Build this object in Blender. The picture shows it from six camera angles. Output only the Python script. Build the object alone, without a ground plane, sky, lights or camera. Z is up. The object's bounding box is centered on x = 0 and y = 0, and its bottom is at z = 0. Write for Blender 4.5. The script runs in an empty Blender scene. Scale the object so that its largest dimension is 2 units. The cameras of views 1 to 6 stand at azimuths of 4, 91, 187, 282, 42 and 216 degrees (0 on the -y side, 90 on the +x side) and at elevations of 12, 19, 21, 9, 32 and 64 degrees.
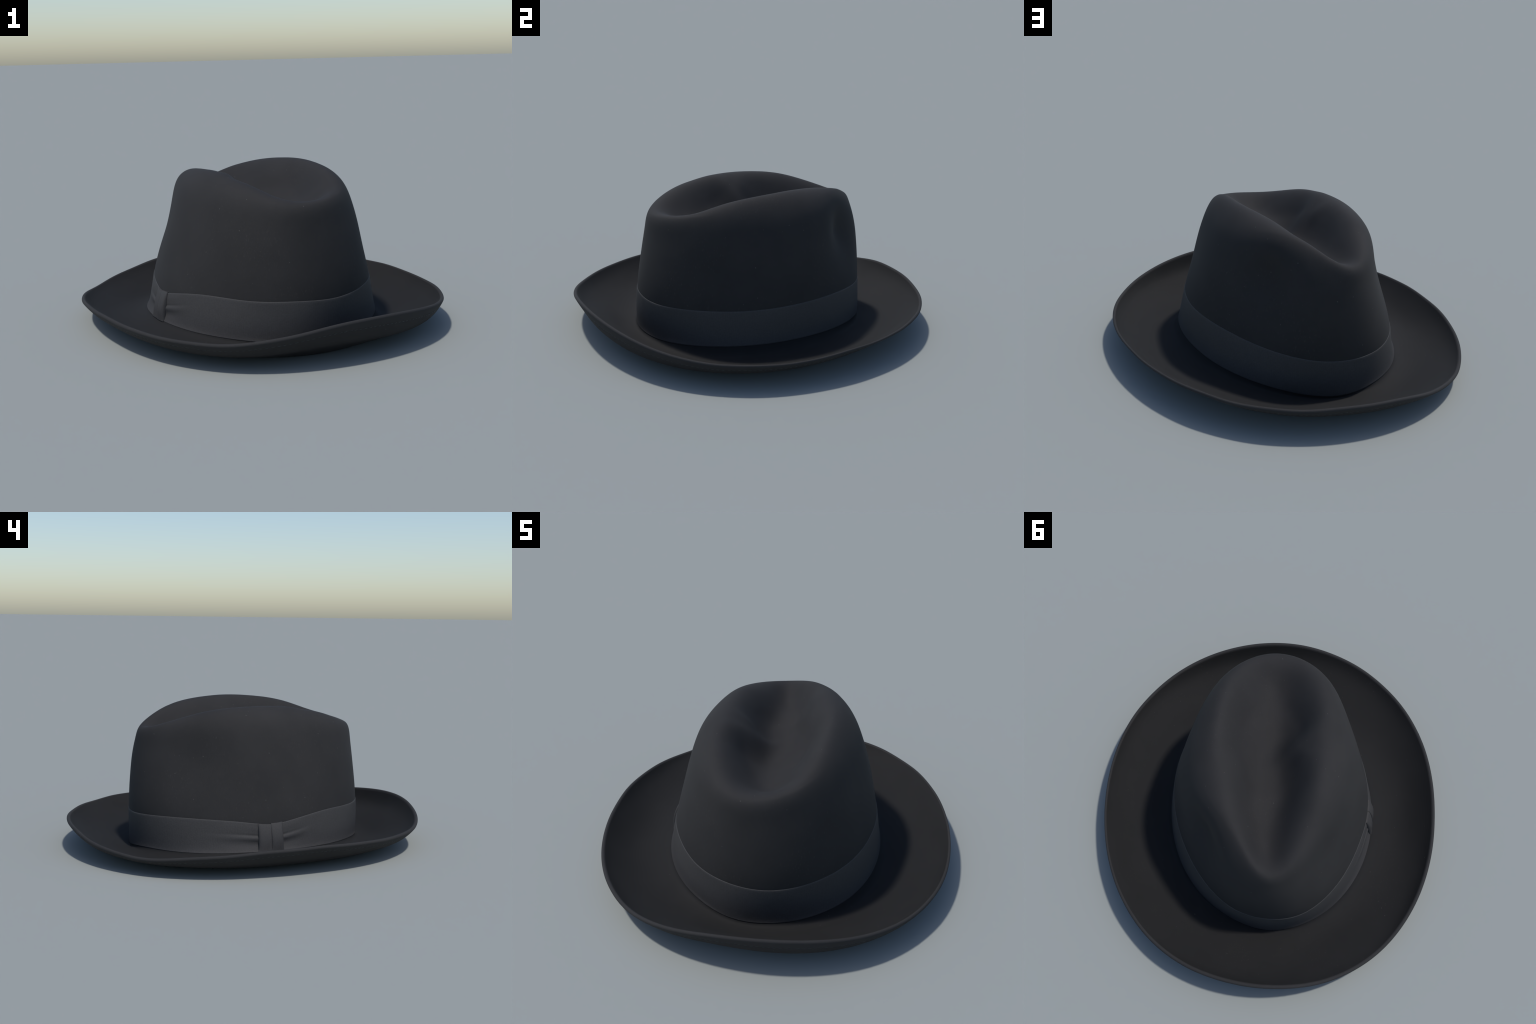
"""A black felt fedora with a teardrop crown, curled brim, ribbon band and side bow.

The felt body is one bicubic B-spline surface of closed rings.  Each ring is a
cross-section of the hat: radius and height at 16 directions round the vertical
axis, starting at the front (the pinched end) and going counter-clockwise; the
directions crowd a little towards the front and the back.
"""
import bpy
import numpy as np
import random
from math import radians, pi

FRONT = radians(125.0)          # world azimuth (from +x) of the pinched front
SECTORS = 16
CROWDING = 0.18                 # how much the sectors crowd towards front and back
FELT = 0.016                    # felt thickness
HEM = 0.020                     # doubled thickness where the rim is folded under and sewn
RINGS = [
    ("beyond_rim",
     [1.046, 1.055, 1.037, 0.958, 0.911, 0.985, 1.047, 1.031, 1.017, 1.008, 1.011, 0.974, 0.914, 0.977, 1.028, 1.030],
     [0.233, 0.184, 0.092, 0.187, 0.212, 0.187, 0.194, 0.284, 0.315, 0.310, 0.221, 0.182, 0.199, 0.179, 0.193, 0.213]),
    ("rim",
     [1.011, 1.017, 1.000, 0.926, 0.867, 0.942, 1.006, 0.991, 0.984, 0.980, 0.982, 0.943, 0.881, 0.930, 0.991, 1.001],
     [0.174, 0.142, 0.082, 0.133, 0.165, 0.141, 0.140, 0.213, 0.220, 0.208, 0.158, 0.137, 0.157, 0.161, 0.157, 0.164]),
    ("rim_curl",
     [0.975, 0.980, 0.963, 0.893, 0.823, 0.899, 0.966, 0.952, 0.951, 0.952, 0.954, 0.912, 0.848, 0.882, 0.954, 0.971],
     [0.115, 0.100, 0.072, 0.079, 0.119, 0.096, 0.087, 0.142, 0.125, 0.105, 0.094, 0.093, 0.115, 0.144, 0.121, 0.115]),
    ("brim_outer",
     [0.878, 0.889, 0.867, 0.806, 0.745, 0.797, 0.858, 0.863, 0.873, 0.878, 0.861, 0.804, 0.762, 0.796, 0.845, 0.859],
     [0.051, 0.042, 0.051, 0.041, 0.049, 0.043, 0.050, 0.087, 0.092, 0.070, 0.049, 0.053, 0.051, 0.064, 0.064, 0.068]),
    ("brim_inner",
     [0.752, 0.774, 0.761, 0.706, 0.668, 0.699, 0.744, 0.768, 0.775, 0.766, 0.745, 0.680, 0.639, 0.665, 0.710, 0.731],
     [0.027, 0.006, 0.019, 0.029, 0.027, 0.024, 0.020, 0.018, 0.027, 0.031, 0.026, 0.025, 0.037, 0.050, 0.029, 0.025]),
    ("brim_root",
     [0.679, 0.705, 0.692, 0.639, 0.605, 0.619, 0.661, 0.700, 0.703, 0.698, 0.676, 0.601, 0.561, 0.579, 0.620, 0.646],
     [0.014, 0.020, 0.021, 0.031, 0.036, 0.031, 0.018, 0.005, 0.011, 0.010, 0.021, 0.024, 0.034, 0.042, 0.025, 0.004]),
    ("crown_break",
     [0.694, 0.682, 0.645, 0.588, 0.546, 0.575, 0.625, 0.669, 0.665, 0.666, 0.660, 0.579, 0.528, 0.564, 0.623, 0.655],
     [0.008, 0.041, 0.037, 0.045, 0.053, 0.041, 0.038, 0.011, 0.012, 0.031, 0.070, 0.081, 0.081, 0.070, 0.053, 0.012]),
    ("band_low",
     [0.684, 0.686, 0.636, 0.560, 0.535, 0.570, 0.632, 0.679, 0.673, 0.664, 0.644, 0.565, 0.522, 0.548, 0.619, 0.662],
     [0.071, 0.094, 0.100, 0.108, 0.104, 0.118, 0.096, 0.090, 0.080, 0.098, 0.133, 0.140, 0.148, 0.140, 0.113, 0.083]),
    ("band_top",
     [0.684, 0.698, 0.621, 0.532, 0.527, 0.540, 0.619, 0.677, 0.682, 0.669, 0.627, 0.540, 0.509, 0.518, 0.590, 0.668],
     [0.218, 0.232, 0.240, 0.225, 0.200, 0.261, 0.239, 0.251, 0.235, 0.248, 0.270, 0.270, 0.287, 0.280, 0.250, 0.229]),
    ("crown_low",
     [0.677, 0.687, 0.588, 0.506, 0.505, 0.519, 0.612, 0.664, 0.676, 0.660, 0.603, 0.510, 0.493, 0.497, 0.562, 0.667],
     [0.337, 0.340, 0.341, 0.315, 0.290, 0.359, 0.347, 0.358, 0.349, 0.358, 0.370, 0.367, 0.384, 0.379, 0.349, 0.342]),
    ("crown_mid",
     [0.673, 0.669, 0.550, 0.486, 0.483, 0.499, 0.602, 0.653, 0.665, 0.645, 0.584, 0.486, 0.479, 0.478, 0.531, 0.657],
     [0.438, 0.431, 0.423, 0.394, 0.374, 0.436, 0.433, 0.438, 0.438, 0.446, 0.454, 0.449, 0.460, 0.458, 0.435, 0.440]),
    ("crown_high",
     [0.673, 0.647, 0.513, 0.466, 0.464, 0.477, 0.589, 0.645, 0.657, 0.630, 0.567, 0.468, 0.462, 0.464, 0.518, 0.638],
     [0.524, 0.515, 0.499, 0.475, 0.465, 0.510, 0.511, 0.507, 0.515, 0.526, 0.537, 0.528, 0.533, 0.538, 0.533, 0.542]),
    ("shoulder",
     [0.677, 0.610, 0.484, 0.436, 0.429, 0.446, 0.566, 0.636, 0.645, 0.607, 0.538, 0.440, 0.429, 0.440, 0.492, 0.582],
     [0.598, 0.612, 0.607, 0.596, 0.602, 0.618, 0.612, 0.585, 0.595, 0.614, 0.641, 0.631, 0.630, 0.645, 0.667, 0.669]),
    ("ridge",
     [0.686, 0.572, 0.476, 0.391, 0.368, 0.397, 0.531, 0.631, 0.634, 0.584, 0.481, 0.389, 0.373, 0.396, 0.431, 0.464],
     [0.686, 0.728, 0.743, 0.747, 0.767, 0.763, 0.730, 0.693, 0.720, 0.737, 0.770, 0.759, 0.759, 0.776, 0.809, 0.812]),
    ("dent_wall",
     [0.533, 0.421, 0.353, 0.276, 0.243, 0.271, 0.400, 0.502, 0.504, 0.461, 0.363, 0.277, 0.252, 0.259, 0.300, 0.369],
     [0.601, 0.739, 0.815, 0.830, 0.829, 0.824, 0.793, 0.693, 0.661, 0.713, 0.827, 0.858, 0.866, 0.853, 0.821, 0.709]),
    ("dent_slope",
     [0.356, 0.269, 0.213, 0.165, 0.151, 0.172, 0.252, 0.326, 0.343, 0.310, 0.247, 0.187, 0.158, 0.152, 0.187, 0.245],
     [0.621, 0.659, 0.703, 0.734, 0.740, 0.724, 0.690, 0.644, 0.622, 0.639, 0.668, 0.702, 0.734, 0.733, 0.698, 0.644]),
    ("dent_floor",
     [0.187, 0.138, 0.107, 0.084, 0.081, 0.092, 0.132, 0.171, 0.182, 0.165, 0.131, 0.099, 0.087, 0.084, 0.101, 0.129],
     [0.633, 0.640, 0.652, 0.664, 0.671, 0.671, 0.666, 0.657, 0.648, 0.639, 0.630, 0.626, 0.627, 0.628, 0.629, 0.631]),
]
DENT_CENTRE = dict(radius=0.036, height=0.637, tilt_front=-0.037, tilt_side=0.055)
DENT_FLOOR = {(0, 0): 0.627, (0, 1): 0.164, (0, 2): 4.093, (0, 3): -4.681, (1, 0): -0.027, (1, 1): -0.368, (1, 2): 8.5, (2, 0): 0.094, (2, 1): -1.768, (3, 0): 0.03}

N_AROUND = 448
ROWS_PER_RING = 9
S_RIM, S_HEM, S_SPLIT = 1.12, 1.50, 6.6   # ring coordinate of the lip, the sewn hem and the crown/brim seam (under the band)
S_BAND_LOW, S_BAND_TOP = 6.06, 8.0
KNOT = radians(83.5)            # local angle of the middle of the bow, on the hat's left
rng = random.Random(7)


# ------------------------------------------------------------------ spline body
smooth = lambda x: np.clip(x, 0, 1) ** 2 * (3 - 2 * np.clip(x, 0, 1))
FLOOR_BLEND = (14.7, 15.7)
DIMPLES = [dict(at=321, width=13.5, height=.575, tall=.115, depth=.046)]
DENT_RELIEF = [
    dict(fwd=-.23, left=.05, rise=-.034, long=.15, wide=.09, turn=0),      # thumb hollow at the back
    dict(fwd=.08, left=.06, rise=-.020, long=.16, wide=.06, turn=0),        # finger hollow in the middle
    dict(fwd=-.06, left=.12, rise=.024, long=.12, wide=.050, turn=126),     # fold standing between them
    dict(fwd=-.17, left=.115, rise=-.019, long=.125, wide=.065, turn=117),
    dict(fwd=.10, left=.14, rise=-.008, long=.11, wide=.05, turn=-10),
    dict(fwd=-.45, left=-.01, rise=-.022, long=.075, wide=.13, turn=0),     # steep drop inside the back rim
    dict(fwd=-.07, left=.0, rise=-.011, long=.13, wide=.08, turn=0),
    dict(fwd=.25, left=-.10, rise=-.013, long=.13, wide=.05, turn=-12),     # side walls of the front V
    dict(fwd=.20, left=.10, rise=-.010, long=.15, wide=.055, turn=-14),
    dict(fwd=.01, left=.16, rise=.013, long=.055, wide=.045, turn=90),
]


def bspline(u):
    return np.stack([(1 - u) ** 3, 3 * u ** 3 - 6 * u ** 2 + 4,
                     -3 * u ** 3 + 3 * u ** 2 + 3 * u + 1, u ** 3], -1) / 6


class FeltBody:
    def __init__(self):
        t = np.arange(SECTORS) * 2 * pi / SECTORS
        f = t - CROWDING * np.sin(2 * t)
        R = [np.array(r) for _, r, _ in RINGS]
        Z = [np.array(z) for _, _, z in RINGS]
        d = DENT_CENTRE
        tilt = d["tilt_front"] * np.cos(f) + d["tilt_side"] * np.sin(f)
        one = np.ones(SECTORS)
        # the last rings run through the centre so that the pole is smooth
        R += [d["radius"] * one, 0 * one, -d["radius"] * one]
        Z += [d["height"] + tilt, d["height"] * one, d["height"] - tilt]
        self.R, self.Z = np.array(R), np.array(Z)
        self.last = len(RINGS) + 1          # ring coordinate of the pole

    def at(self, s, phi):
        """points for arrays s, phi (phi = local angle from the front)"""
        s, phi = np.broadcast_arrays(np.asarray(s, float), np.asarray(phi, float))
        shape = s.shape
        s, phi = s.ravel(), phi.ravel()
        i = np.clip(np.floor(s).astype(int), 1, self.last - 1)
        u = phi % (2 * pi)
        t = u.copy()
        for _ in range(12):                 # sector coordinate of the direction
            t -= (t - CROWDING * np.sin(2 * t) - u) / (1 - 2 * CROWDING * np.cos(2 * t))
        t = t / (2 * pi) * SECTORS
        j = np.floor(t).astype(int)
        bi, bj = bspline(s - i), bspline(t - j)
        r = np.zeros_like(s)
        z = np.zeros_like(s)
        for a in range(4):
            for b in range(4):
                w = bi[:, a] * bj[:, b]
                r += w * self.R[i - 1 + a, (j - 1 + b) % SECTORS]
                z += w * self.Z[i - 1 + a, (j - 1 + b) % SECTORS]
        # the floor of the dent: a smooth low-order surface takes over towards the pole
        fwd, left = r * np.cos(phi), r * np.sin(phi)
        w = smooth((s - FLOOR_BLEND[0]) / (FLOOR_BLEND[1] - FLOOR_BLEND[0]))
        floor = sum(c * fwd ** i * left ** j for (i, j), c in DENT_FLOOR.items())
        z = z + w * (floor - z)
        # thumb marks: shallow hollows and folds pressed into the crown
        for d in DIMPLES:
            a = ((np.degrees(phi) - d["at"] + 180) % 360 - 180) / d["width"]
            r = r - np.where(s < 13, d["depth"], 0) * np.exp(-a ** 2 - ((z - d["height"]) / d["tall"]) ** 2)
        for d in DENT_RELIEF:
            u, v = fwd - d["fwd"], left - d["left"]
            c, k = np.cos(radians(d["turn"])), np.sin(radians(d["turn"]))
            z = z + np.where(s > 13, d["rise"], 0) * np.exp(
                -((u * c + v * k) / d["long"]) ** 2 - ((v * c - u * k) / d["wide"]) ** 2)
        P = np.stack([r * np.cos(phi + FRONT), r * np.sin(phi + FRONT), z], -1)
        return P.reshape(shape + (3,))

    def normal(self, s, phi, e=1e-3):
        s, phi = np.broadcast_arrays(np.asarray(s, float), np.asarray(phi, float))
        ds = self.at(np.minimum(s + e, self.last), phi) - self.at(np.maximum(s - e, 1), phi)
        dp = self.at(s, phi + e) - self.at(s, phi - e)
        n = np.cross(dp, ds)
        return n / (np.linalg.norm(n, axis=-1, keepdims=True) + 1e-15)


body = FeltBody()
PHI = np.arange(N_AROUND) * 2 * pi / N_AROUND


def wobble(phi, seed, n0, n1):
    """slow random waviness round the hat, about -1..1"""
    g = random.Random(seed)
    v = 0
    for k in range(n0, n1 + 1):
        v = v + np.cos(k * phi + g.uniform(0, 6.28)) * g.uniform(.4, 1)
    return v / (n1 - n0 + 1) ** .5


def band_top(phi):
    """ring coordinate of the band's upper edge: drawn down where the bow gathers it"""
    d = (np.degrees(phi - KNOT) + 180) % 360 - 180
    return S_BAND_TOP - .11 * np.exp(-(d / 13) ** 2)


# ------------------------------------------------------------------ helpers
def mesh_object(name, verts, faces, mat, parent, normals=None):
    me = bpy.data.meshes.new(name)
    me.from_pydata([tuple(v) for v in verts], [], [tuple(f) for f in faces])
    me.validate()
    me.polygons.foreach_set("use_smooth", [True] * len(me.polygons))
    me.update()
    if normals is not None:
        me.normals_split_custom_set_from_vertices([tuple(n) for n in normals])
    me.materials.append(mat)
    ob = bpy.data.objects.new(name, me)
    bpy.context.scene.collection.objects.link(ob)
    ob.parent = parent
    return ob


def ring_faces(a, b, n):
    """quads between vertex rings starting at index a and b"""
    i = np.arange(n)
    k = (i + 1) % n
    return np.stack([a + i, a + k, b + k, b + i], 1).tolist()


def loft(rows, closed_rows=False):
    """rows: list of (n,3) closed loops -> verts, faces"""
    n = len(rows[0])
    V = np.concatenate(rows)
    F = []
    m = len(rows)
    for r in range(m if closed_rows else m - 1):
        F += ring_faces(r * n, ((r + 1) % m) * n, n)
    return V, F


def vertex_normals(V, F):
    N = np.zeros_like(V)
    F4 = np.array(F)
    d1 = V[F4[:, 2]] - V[F4[:, 0]]
    d2 = V[F4[:, 3]] - V[F4[:, 1]]
    fn = np.cross(d1, d2)
    for c in range(4):
        np.add.at(N, F4[:, c], fn)
    return N / (np.linalg.norm(N, axis=1, keepdims=True) + 1e-15)


# ------------------------------------------------------------------ materials
def new_material(name, rough, spec=.5):
    m = bpy.data.materials.new(name)
    m.use_nodes = True
    nt = m.node_tree
    b = nt.nodes["Principled BSDF"]
    b.inputs["Roughness"].default_value = rough
    b.inputs["Specular IOR Level"].default_value = spec
    return m, nt, b


def node(nt, kind, **kw):
    n = nt.nodes.new(kind)
    for k, v in kw.items():
        if k in n.inputs.keys():
            n.inputs[k].default_value = v
        else:
            setattr(n, k, v)
    return n


def felt_material(name, dark, light, lint, lint_amount=1.0):
    m, nt, b = new_material(name, .85, .36)
    L = nt.links.new
    tc = node(nt, "ShaderNodeTexCoord")
    fine = node(nt, "ShaderNodeTexNoise", Scale=230.0, Detail=4.0, Roughness=.7)
    broad = node(nt, "ShaderNodeTexNoise", Scale=5.0, Detail=3.0, Roughness=.55)
    L(tc.outputs["Object"], fine.inputs["Vector"])
    L(tc.outputs["Object"], broad.inputs["Vector"])
    add = node(nt, "ShaderNodeMath", operation="MULTIPLY_ADD")
    add.inputs[1].default_value = .45
    half = node(nt, "ShaderNodeMath", operation="MULTIPLY")
    half.inputs[1].default_value = .55
    L(broad.outputs["Fac"], half.inputs[0])
    L(fine.outputs["Fac"], add.inputs[0])
    L(half.outputs[0], add.inputs[2])
    ramp = node(nt, "ShaderNodeValToRGB")
    ramp.color_ramp.elements[0].position = .3
    ramp.color_ramp.elements[0].color = (*dark, 1)
    ramp.color_ramp.elements[1].position = .7
    ramp.color_ramp.elements[1].color = (*light, 1)
    L(add.outputs[0], ramp.inputs["Fac"])
    # lint: rare pale specks and short hairs caught in the nap
    mapn = node(nt, "ShaderNodeMapping")
    mapn.inputs["Scale"].default_value = (1, 1, .8)
    warp = node(nt, "ShaderNodeTexNoise", Scale=60.0, Detail=1.0)
    L(tc.outputs["Object"], warp.inputs["Vector"])
    mixv = node(nt, "ShaderNodeMix", data_type="VECTOR")
    mixv.inputs["Factor"].default_value = .012
    L(tc.outputs["Object"], mixv.inputs[4])
    L(warp.outputs["Color"], mixv.inputs[5])
    L(mixv.outputs[1], mapn.inputs["Vector"])
    vor = node(nt, "ShaderNodeTexVoronoi", Scale=30.0)
    L(mapn.outputs[0], vor.inputs["Vector"])
    near = node(nt, "ShaderNodeMapRange")
    near.inputs["From Min"].default_value = .085
    near.inputs["From Max"].default_value = .045
    L(vor.outputs["Distance"], near.inputs["Value"])
    sep = node(nt, "ShaderNodeSeparateColor")
    L(vor.outputs["Color"], sep.inputs["Color"])
    pick = node(nt, "ShaderNodeMapRange")
    pick.inputs["From Min"].default_value = .62
    pick.inputs["From Max"].default_value = 1.0
    pick.inputs["To Max"].default_value = .42 * lint_amount
    L(sep.outputs[0], pick.inputs["Value"])
    mul = node(nt, "ShaderNodeMath", operation="MULTIPLY")
    L(near.outputs[0], mul.inputs[0])
    L(pick.outputs[0], mul.inputs[1])
    mix = node(nt, "ShaderNodeMix", data_type="RGBA")
    L(mul.outputs[0], mix.inputs["Factor"])
    L(ramp.outputs["Color"], mix.inputs[6])
    mix.inputs[7].default_value = (*lint, 1)
    L(mix.outputs[2], b.inputs["Base Color"])
    # short paler fibres lying in the nap, in worn patches
    fmap = node(nt, "ShaderNodeMapping")
    fmap.inputs["Scale"].default_value = (1, 1, .45)
    fmap.inputs["Rotation"].default_value = (.5, .35, .2)
    L(tc.outputs["Object"], fmap.inputs["Vector"])
    fib = node(nt, "ShaderNodeTexNoise", Scale=150.0, Detail=2.0, Roughness=.5, Distortion=.6)
    L(fmap.outputs[0], fib.inputs["Vector"])
    fmask = node(nt, "ShaderNodeMapRange")
    fmask.inputs["From Min"].default_value = .60
    fmask.inputs["From Max"].default_value = .78
    L(fib.outputs["Fac"], fmask.inputs["Value"])
    patch = node(nt, "ShaderNodeTexNoise", Scale=3.2, Detail=2.0)
    L(tc.outputs["Object"], patch.inputs["Vector"])
    pmask = node(nt, "ShaderNodeMapRange")
    pmask.inputs["From Min"].default_value = .42
    pmask.inputs["From Max"].default_value = .66
    pmask.inputs["To Max"].default_value = .18 * lint_amount
    L(patch.outputs["Fac"], pmask.inputs["Value"])
    fm = node(nt, "ShaderNodeMath", operation="MULTIPLY")
    L(fmask.outputs[0], fm.inputs[0])
    L(pmask.outputs[0], fm.inputs[1])
    worn = node(nt, "ShaderNodeMix", data_type="RGBA")
    worn.inputs[7].default_value = (lint[0] * .62, lint[1] * .58, lint[2] * .60, 1)
    L(fm.outputs[0], worn.inputs["Factor"])
    L(ramp.outputs["Color"], worn.inputs[6])
    L(worn.outputs[2], mix.inputs[6])
    bump = node(nt, "ShaderNodeBump", Strength=.12, Distance=.004)
    L(fine.outputs["Fac"], bump.inputs["Height"])
    L(bump.outputs["Normal"], b.inputs["Normal"])
    return m


def ribbon_material(name, dark, light):
    """grosgrain: fine upright ribs round the hat plus faint wear"""
    m, nt, b = new_material(name, .75, .36)
    L = nt.links.new
    tc = node(nt, "ShaderNodeTexCoord")
    sep = node(nt, "ShaderNodeSeparateXYZ")
    L(tc.outputs["Object"], sep.inputs[0])
    ang = node(nt, "ShaderNodeMath", operation="ARCTAN2")
    L(sep.outputs["Y"], ang.inputs[0])
    L(sep.outputs["X"], ang.inputs[1])
    k = node(nt, "ShaderNodeMath", operation="MULTIPLY")
    k.inputs[1].default_value = 420.0
    L(ang.outputs[0], k.inputs[0])
    s = node(nt, "ShaderNodeMath", operation="SINE")
    L(k.outputs[0], s.inputs[0])
    grain = node(nt, "ShaderNodeTexNoise", Scale=160.0, Detail=3.0)
    L(tc.outputs["Object"], grain.inputs["Vector"])
    mixf = node(nt, "ShaderNodeMath", operation="MULTIPLY_ADD")
    mixf.inputs[1].default_value = .035
    L(s.outputs[0], mixf.inputs[0])
    L(grain.outputs["Fac"], mixf.inputs[2])
    ramp = node(nt, "ShaderNodeValToRGB")
    ramp.color_ramp.elements[0].position = .25
    ramp.color_ramp.elements[0].color = (*dark, 1)
    ramp.color_ramp.elements[1].position = .75
    ramp.color_ramp.elements[1].color = (*light, 1)
    L(mixf.outputs[0], ramp.inputs["Fac"])
    L(ramp.outputs["Color"], b.inputs["Base Color"])
    bump = node(nt, "ShaderNodeBump", Strength=.15, Distance=.002)
    L(mixf.outputs[0], bump.inputs["Height"])
    L(bump.outputs["Normal"], b.inputs["Normal"])
    return m


felt = felt_material("black_felt", (.0176, .0169, .0171), (.0254, .0242, .0243), (.16, .15, .14))
brim_felt = felt_material("black_brim_felt", (.0080, .0078, .0078), (.0118, .0114, .0113), (.10, .095, .09))  # same felt as the crown, base colour darkened to bake in the dish's shade
hem_felt = felt_material("black_hem_felt", (.0215, .0208, .0210), (.0275, .0264, .0266), (.16, .15, .14), .4)
ribbon = ribbon_material("black_grosgrain", (.0385, .0370, .0368), (.0500, .0480, .0477))
thread = new_material("dark_thread", .6)[0]
thread.node_tree.nodes["Principled BSDF"].inputs["Base Color"].default_value = (.030, .032, .031, 1)
leather = felt_material("dark_leather", (.012, .009, .007), (.02, .015, .012), (.03, .025, .02), 0)

# ------------------------------------------------------------------ felt hat body
hat = bpy.data.objects.new("fedora_hat", None)
bpy.context.scene.collection.objects.link(hat)
hat["label"] = "black felt fedora with teardrop crown, ribbon band and side bow"
hat["category"] = "fedora hat"

s_rows = np.concatenate([np.linspace(S_RIM, S_HEM, 19), np.linspace(S_HEM, 3, 35)[1:], np.linspace(3, S_SPLIT, 43)[1:],
                         np.linspace(S_SPLIT, body.last, 130)[1:-1]])
hem_row = 18
split_row = 18 + 34 + 42
top_rows, under_rows = [], []
for s in s_rows:
    P, N = body.at(s, PHI), body.normal(s, PHI)
    under_band = smooth((s - 6.15) / .3) * smooth((band_top(PHI) - .02 - s) / .25)
    P = P - .008 * under_band[:, None] * np.stack([np.cos(PHI + FRONT), np.sin(PHI + FRONT), 0 * PHI], -1)
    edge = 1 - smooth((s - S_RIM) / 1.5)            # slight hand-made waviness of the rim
    P = P + np.outer(edge * .0022 * wobble(PHI, 3, 9, 20), [0, 0, 1])
    top_rows.append(P)
    # the hem folded under the rim ends in a sewn groove
    t = FELT + (HEM - FELT) * (1 - smooth((s - 2) / 1.0)) - .0018 * np.exp(-((s - S_HEM) / .045) ** 2)
    deg = np.degrees(PHI)
    t = t * (1 - .42 * np.exp(-((deg - 275) / 38) ** 2) + .35 * np.exp(-((deg - 166) / 28) ** 2) * smooth((s - 1.6) / .8))
    U = P - N * np.reshape(t, (-1, 1))
    U[:, 2] = (U[:, 2] + np.sqrt(U[:, 2] ** 2 + .003 ** 2)) / 2     # the brim settles on the table
    under_rows.append(U)
# rounded lip joining top and underside
mid, half = (top_rows[0] + under_rows[0]) / 2, (top_rows[0] - under_rows[0]) / 2
out = top_rows[0] - top_rows[1]
out -= half * ((out * half).sum(1) / (half * half).sum(1))[:, None]
out *= (np.linalg.norm(half, axis=1) / np.linalg.norm(out, axis=1))[:, None]
lip_rows = [mid + np.cos(a) * half + np.sin(a) * out for a in np.linspace(pi, 0, 13)[1:-1]]

# order: inner crown (pole side) ... underside, lip, top ... outer crown pole
rows = under_rows[::-1] + lip_rows + top_rows
pole_out = body.at(body.last, 0.0)
pole_in = pole_out - np.array([0, 0, FELT])
floor = min(r[:, 2].min() for r in rows)
SHIFT = np.array([0, 0, -floor])        # rests exactly on z = 0
V, F = loft(rows)
V = V + SHIFT
VN = vertex_normals(V, F)
n = N_AROUND
m_under = len(under_rows)
in_split = m_under - 1 - split_row                      # row index of the seam on the inside
out_split = m_under + len(lip_rows) + split_row         # and on the outside
F = np.array(F)
face_row = F[:, 0] // n


def part(name, mask, mat, caps=(), parent=None):
    faces = F[mask]
    used, inv = np.unique(faces, return_inverse=True)
    faces = inv.reshape(faces.shape).tolist()
    verts, norms = V[used], VN[used]
    for cap_pt, row, nz, flip in caps:
        i0 = np.searchsorted(used, row * n)
        c = len(verts)
        verts = np.concatenate([verts, [cap_pt + SHIFT]])
        norms = np.concatenate([norms, [[0, 0, nz]]])
        for i in range(n):
            a, b = i0 + i, i0 + (i + 1) % n
            faces.append((b, a, c) if flip else (a, b, c))
    return mesh_object(name, verts, faces, mat, parent or hat, norms)


last_row = len(rows) - 1
hem_in = m_under - 1 - hem_row                          # hem: from the seam below, round the lip ...
hem_out = m_under + len(lip_rows) + 3                   # ... to just inside the rim
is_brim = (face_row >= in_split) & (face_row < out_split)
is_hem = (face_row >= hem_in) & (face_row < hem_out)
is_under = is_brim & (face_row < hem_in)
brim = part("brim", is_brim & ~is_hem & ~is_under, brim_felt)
part("brim_underside", is_under, felt, parent=brim)
brim_hem = part("brim_hem", is_hem, hem_felt, parent=brim)
crown = part("crown", (face_row < in_split) | (face_row >= out_split), felt,
             caps=[(pole_out, last_row, 1, False), (pole_in, 0, -1, True)])

# ------------------------------------------------------------------ ribbon band


def pleat(phi, h):
    """one long fold drawn into the bow from either side"""
    d = np.degrees(phi - KNOT)
    left, right = np.clip(-d - 7, 0, None), np.clip(d - 7, 0, None)
    amp = np.where(d < 0, np.exp(-(left / 17) ** 2), np.exp(-(right / 13) ** 2))
    line = .57 + .0010 * left + .0045 * right
    e = h - line
    ridge = np.exp(-(e / .09) ** 2)
    crease = -.5 * np.exp(-((e - .085) / .035) ** 2)
    upper = .35 * np.exp(-((e - .26) / .13) ** 2)
    sag = -.45 * np.exp(-((e + .20) / .12) ** 2)
    return amp * (ridge + crease + upper + sag)


def band_surface(phi, h, lift):
    """point on the band at height h (0 lower edge, 1 upper edge), lifted outwards"""
    s = S_BAND_LOW + (band_top(phi) - S_BAND_LOW) * h
    P = body.at(s, phi)
    D = np.stack([np.cos(phi + FRONT), np.sin(phi + FRONT), 0 * phi], -1)
    return P + D * np.asarray(lift)[..., None] + SHIFT


THICK = .0025
hs = np.concatenate([[0, .004, .015, .035], np.linspace(.06, .94, 50), [.965, .985, .996, 1]])
band_rows = [band_surface(PHI, np.full(n, .0), np.full(n, -.012))]
for h in hs:
    hh = np.full(n, h)
    roundoff = np.sqrt(np.clip(1 - np.clip(1 - min(h, 1 - h) / .04, 0, 1) ** 2, 0, 1))
    lift = THICK * roundoff + .005 * pleat(PHI, hh) * smooth(min(h, 1 - h) / .12)
    lift = lift + .0008 * wobble(PHI, 11, 5, 17) * smooth(min(h, 1 - h) / .2)
    band_rows.append(band_surface(PHI, hh, lift))
band_rows.append(band_surface(PHI, np.full(n, 1.0), np.full(n, -.010)))
bv, bf = loft(band_rows)
band = mesh_object("hat_band", bv, bf, ribbon, hat)


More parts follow.
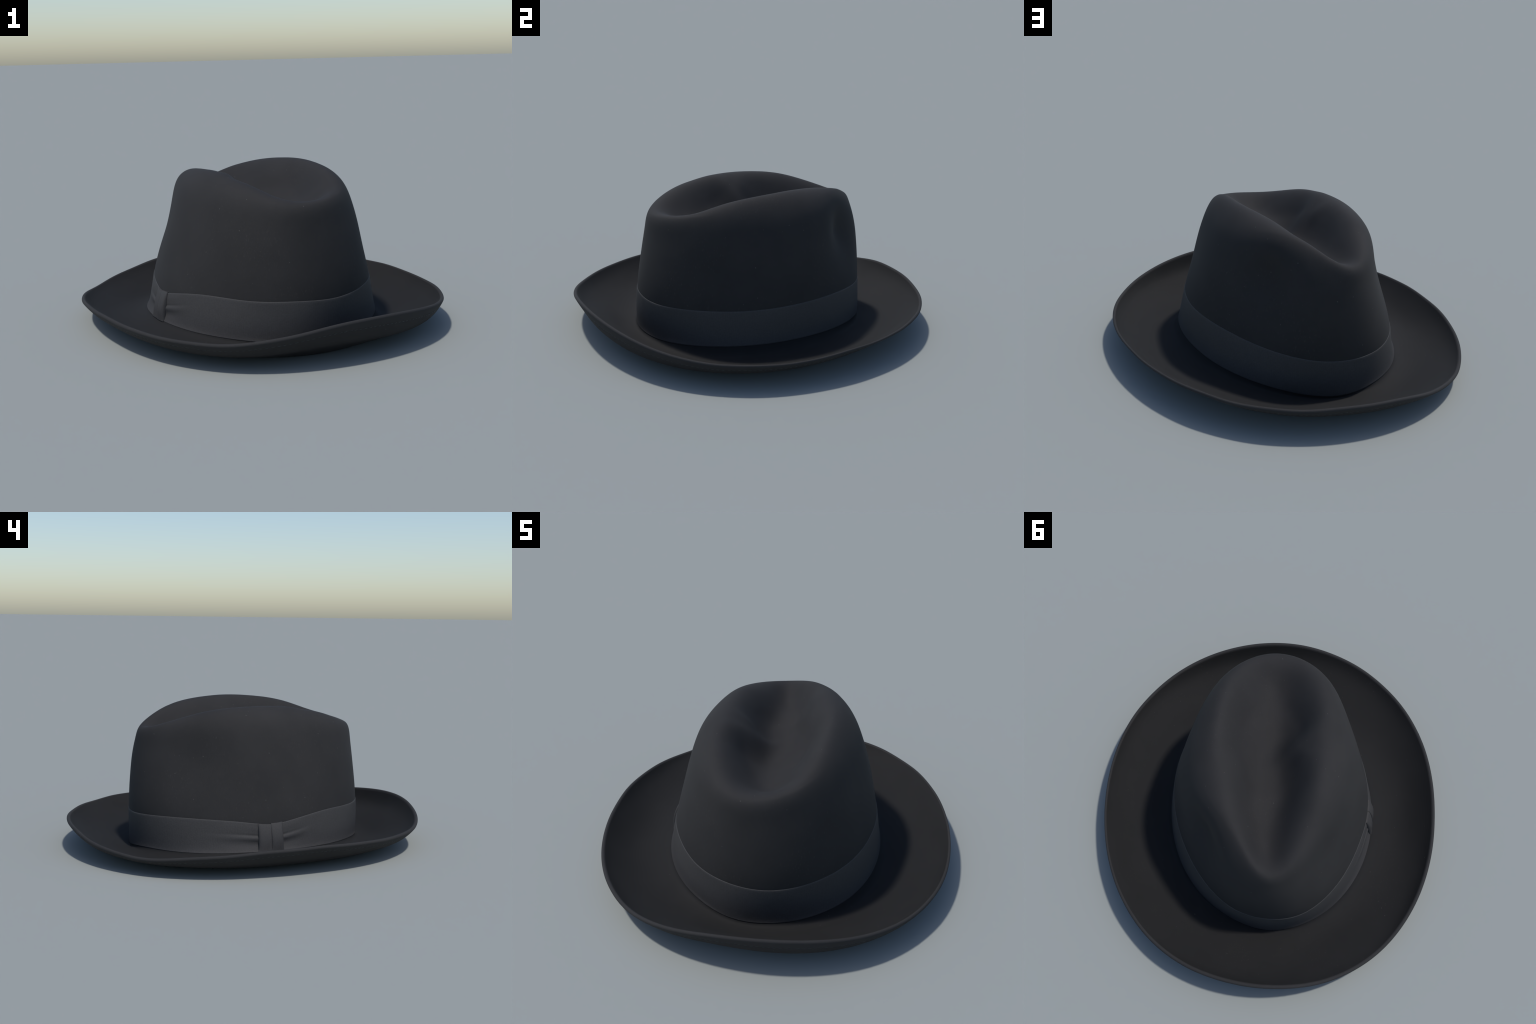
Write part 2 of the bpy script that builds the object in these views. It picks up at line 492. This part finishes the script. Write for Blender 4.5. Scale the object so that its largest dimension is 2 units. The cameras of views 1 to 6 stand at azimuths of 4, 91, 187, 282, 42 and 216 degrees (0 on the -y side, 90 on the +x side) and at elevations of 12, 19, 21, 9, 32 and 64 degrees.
def strap(name, d0, d1, bulge, top, bottom, edges, parent):
    """one upright turn of ribbon of the bow's knot, between two local angles (degrees)"""
    nu, nv = 18, 56
    us = np.linspace(0, 1, nu)
    hv = np.linspace(0, 1, nv)
    U, H = np.meshgrid(us, hv, indexing="ij")
    phi = KNOT + np.radians(d0 + (d1 - d0) * U)
    h = bottom + (top - bottom) * H
    # belly of the strap: tucked in over the upper edge, fullest below the middle
    prof = np.sin(pi * np.clip(H, 0, 1) ** 1.1) ** .8
    # rounded edges; an edge lying on the neighbouring turn stays raised
    base = edges[0] + (edges[1] - edges[0]) * U
    side = np.sqrt(np.clip(1 - np.clip(1 - np.minimum(U, 1 - U) / .28, 0, 1) ** 2, 0, 1))
    lift = .005 + (bulge * prof + .003) * (base + (1 - base) * side)
    outer = band_surface(phi, h, lift)
    inner = band_surface(phi, h, np.full_like(lift, -.004))
    vs = np.concatenate([outer.reshape(-1, 3), inner.reshape(-1, 3)])
    q = lambda a, b, o: o + a * nv + b
    fs = []
    k = nu * nv
    for a in range(nu - 1):
        for b in range(nv - 1):
            fs.append((q(a, b, 0), q(a + 1, b, 0), q(a + 1, b + 1, 0), q(a, b + 1, 0)))
            fs.append((q(a, b, k), q(a, b + 1, k), q(a + 1, b + 1, k), q(a + 1, b, k)))
    for b in range(nv - 1):
        fs.append((q(0, b, 0), q(0, b + 1, 0), q(0, b + 1, k), q(0, b, k)))
        fs.append((q(nu - 1, b + 1, 0), q(nu - 1, b, 0), q(nu - 1, b, k), q(nu - 1, b + 1, k)))
    for a in range(nu - 1):
        fs.append((q(a + 1, 0, 0), q(a, 0, 0), q(a, 0, k), q(a + 1, 0, k)))
        fs.append((q(a, nv - 1, 0), q(a + 1, nv - 1, 0), q(a + 1, nv - 1, k), q(a, nv - 1, k)))
    ob = mesh_object(name, vs, fs, ribbon, parent)
    ob.data.set_sharp_from_angle(angle=radians(50))
    return ob


bow = strap("bow", -7.6, 0.3, .012, 1.0, .02, (.05, .6), hat)
strap("bow_knot", 0.0, 7.0, .016, 1.02, .0, (.75, .05), bow)

# ------------------------------------------------------------------ stitches under the rim
hem = under_rows[hem_row] + SHIFT
hem_n = np.array([body.normal(S_HEM, PHI)])[0]
step = np.linalg.norm(np.roll(hem, -1, 0) - hem, axis=1)
length = np.concatenate([[0], np.cumsum(step)])
total = length[-1]
loop = np.concatenate([hem, hem[:1]])
loop_n = np.concatenate([hem_n, hem_n[:1]])
pitch = .026
sv, sf = [], []
for i in range(int(total / pitch)):
    c = (i + .5) * pitch + rng.uniform(-.002, .002)
    ln = pitch * rng.uniform(.28, .36)
    k0 = len(sv)
    for j, u in enumerate(np.linspace(-1, 1, 7)):
        t = c + u * ln
        p = np.array([np.interp(t, length, loop[:, a]) for a in range(3)])
        q = np.array([np.interp(t + .002, length, loop[:, a]) for a in range(3)])
        nn = -np.array([np.interp(t, length, loop_n[:, a]) for a in range(3)])
        nn /= np.linalg.norm(nn)
        tg = (q - p) / np.linalg.norm(q - p)
        b = np.cross(tg, nn)
        rad = .0019 * max(.15, 1 - u ** 4)
        for a in range(6):
            an = a * pi / 3
            sv.append(p + nn * (.0006 * (1 - u * u)) + rad * (np.cos(an) * nn * .8 + np.sin(an) * b))
    for j in range(6):
        for a in range(6):
            sf.append((k0 + j * 6 + a, k0 + j * 6 + (a + 1) % 6,
                       k0 + j * 6 + 6 + (a + 1) % 6, k0 + j * 6 + 6 + a))
    sf.append(tuple(k0 + a for a in range(5, -1, -1)))
    sf.append(tuple(k0 + 36 + a for a in range(6)))
stitches = mesh_object("hem_stitching", sv, sf, thread, brim_hem)
stitches["kind"] = "stuff"

# ------------------------------------------------------------------ sweatband inside the crown
sweat_rows = []
for s, off in ((6.15, .0215), (6.15, .027), (6.6, .028), (7.2, .027), (7.8, .026), (7.8, .0185)):
    P, N = body.at(s, PHI), body.normal(s, PHI)
    D = np.stack([np.cos(PHI + FRONT), np.sin(PHI + FRONT), 0 * PHI], -1)
    sweat_rows.append(P - D * off + SHIFT)
wv, wf = loft(sweat_rows)
mesh_object("sweatband", wv, [f[::-1] for f in wf], leather, hat)
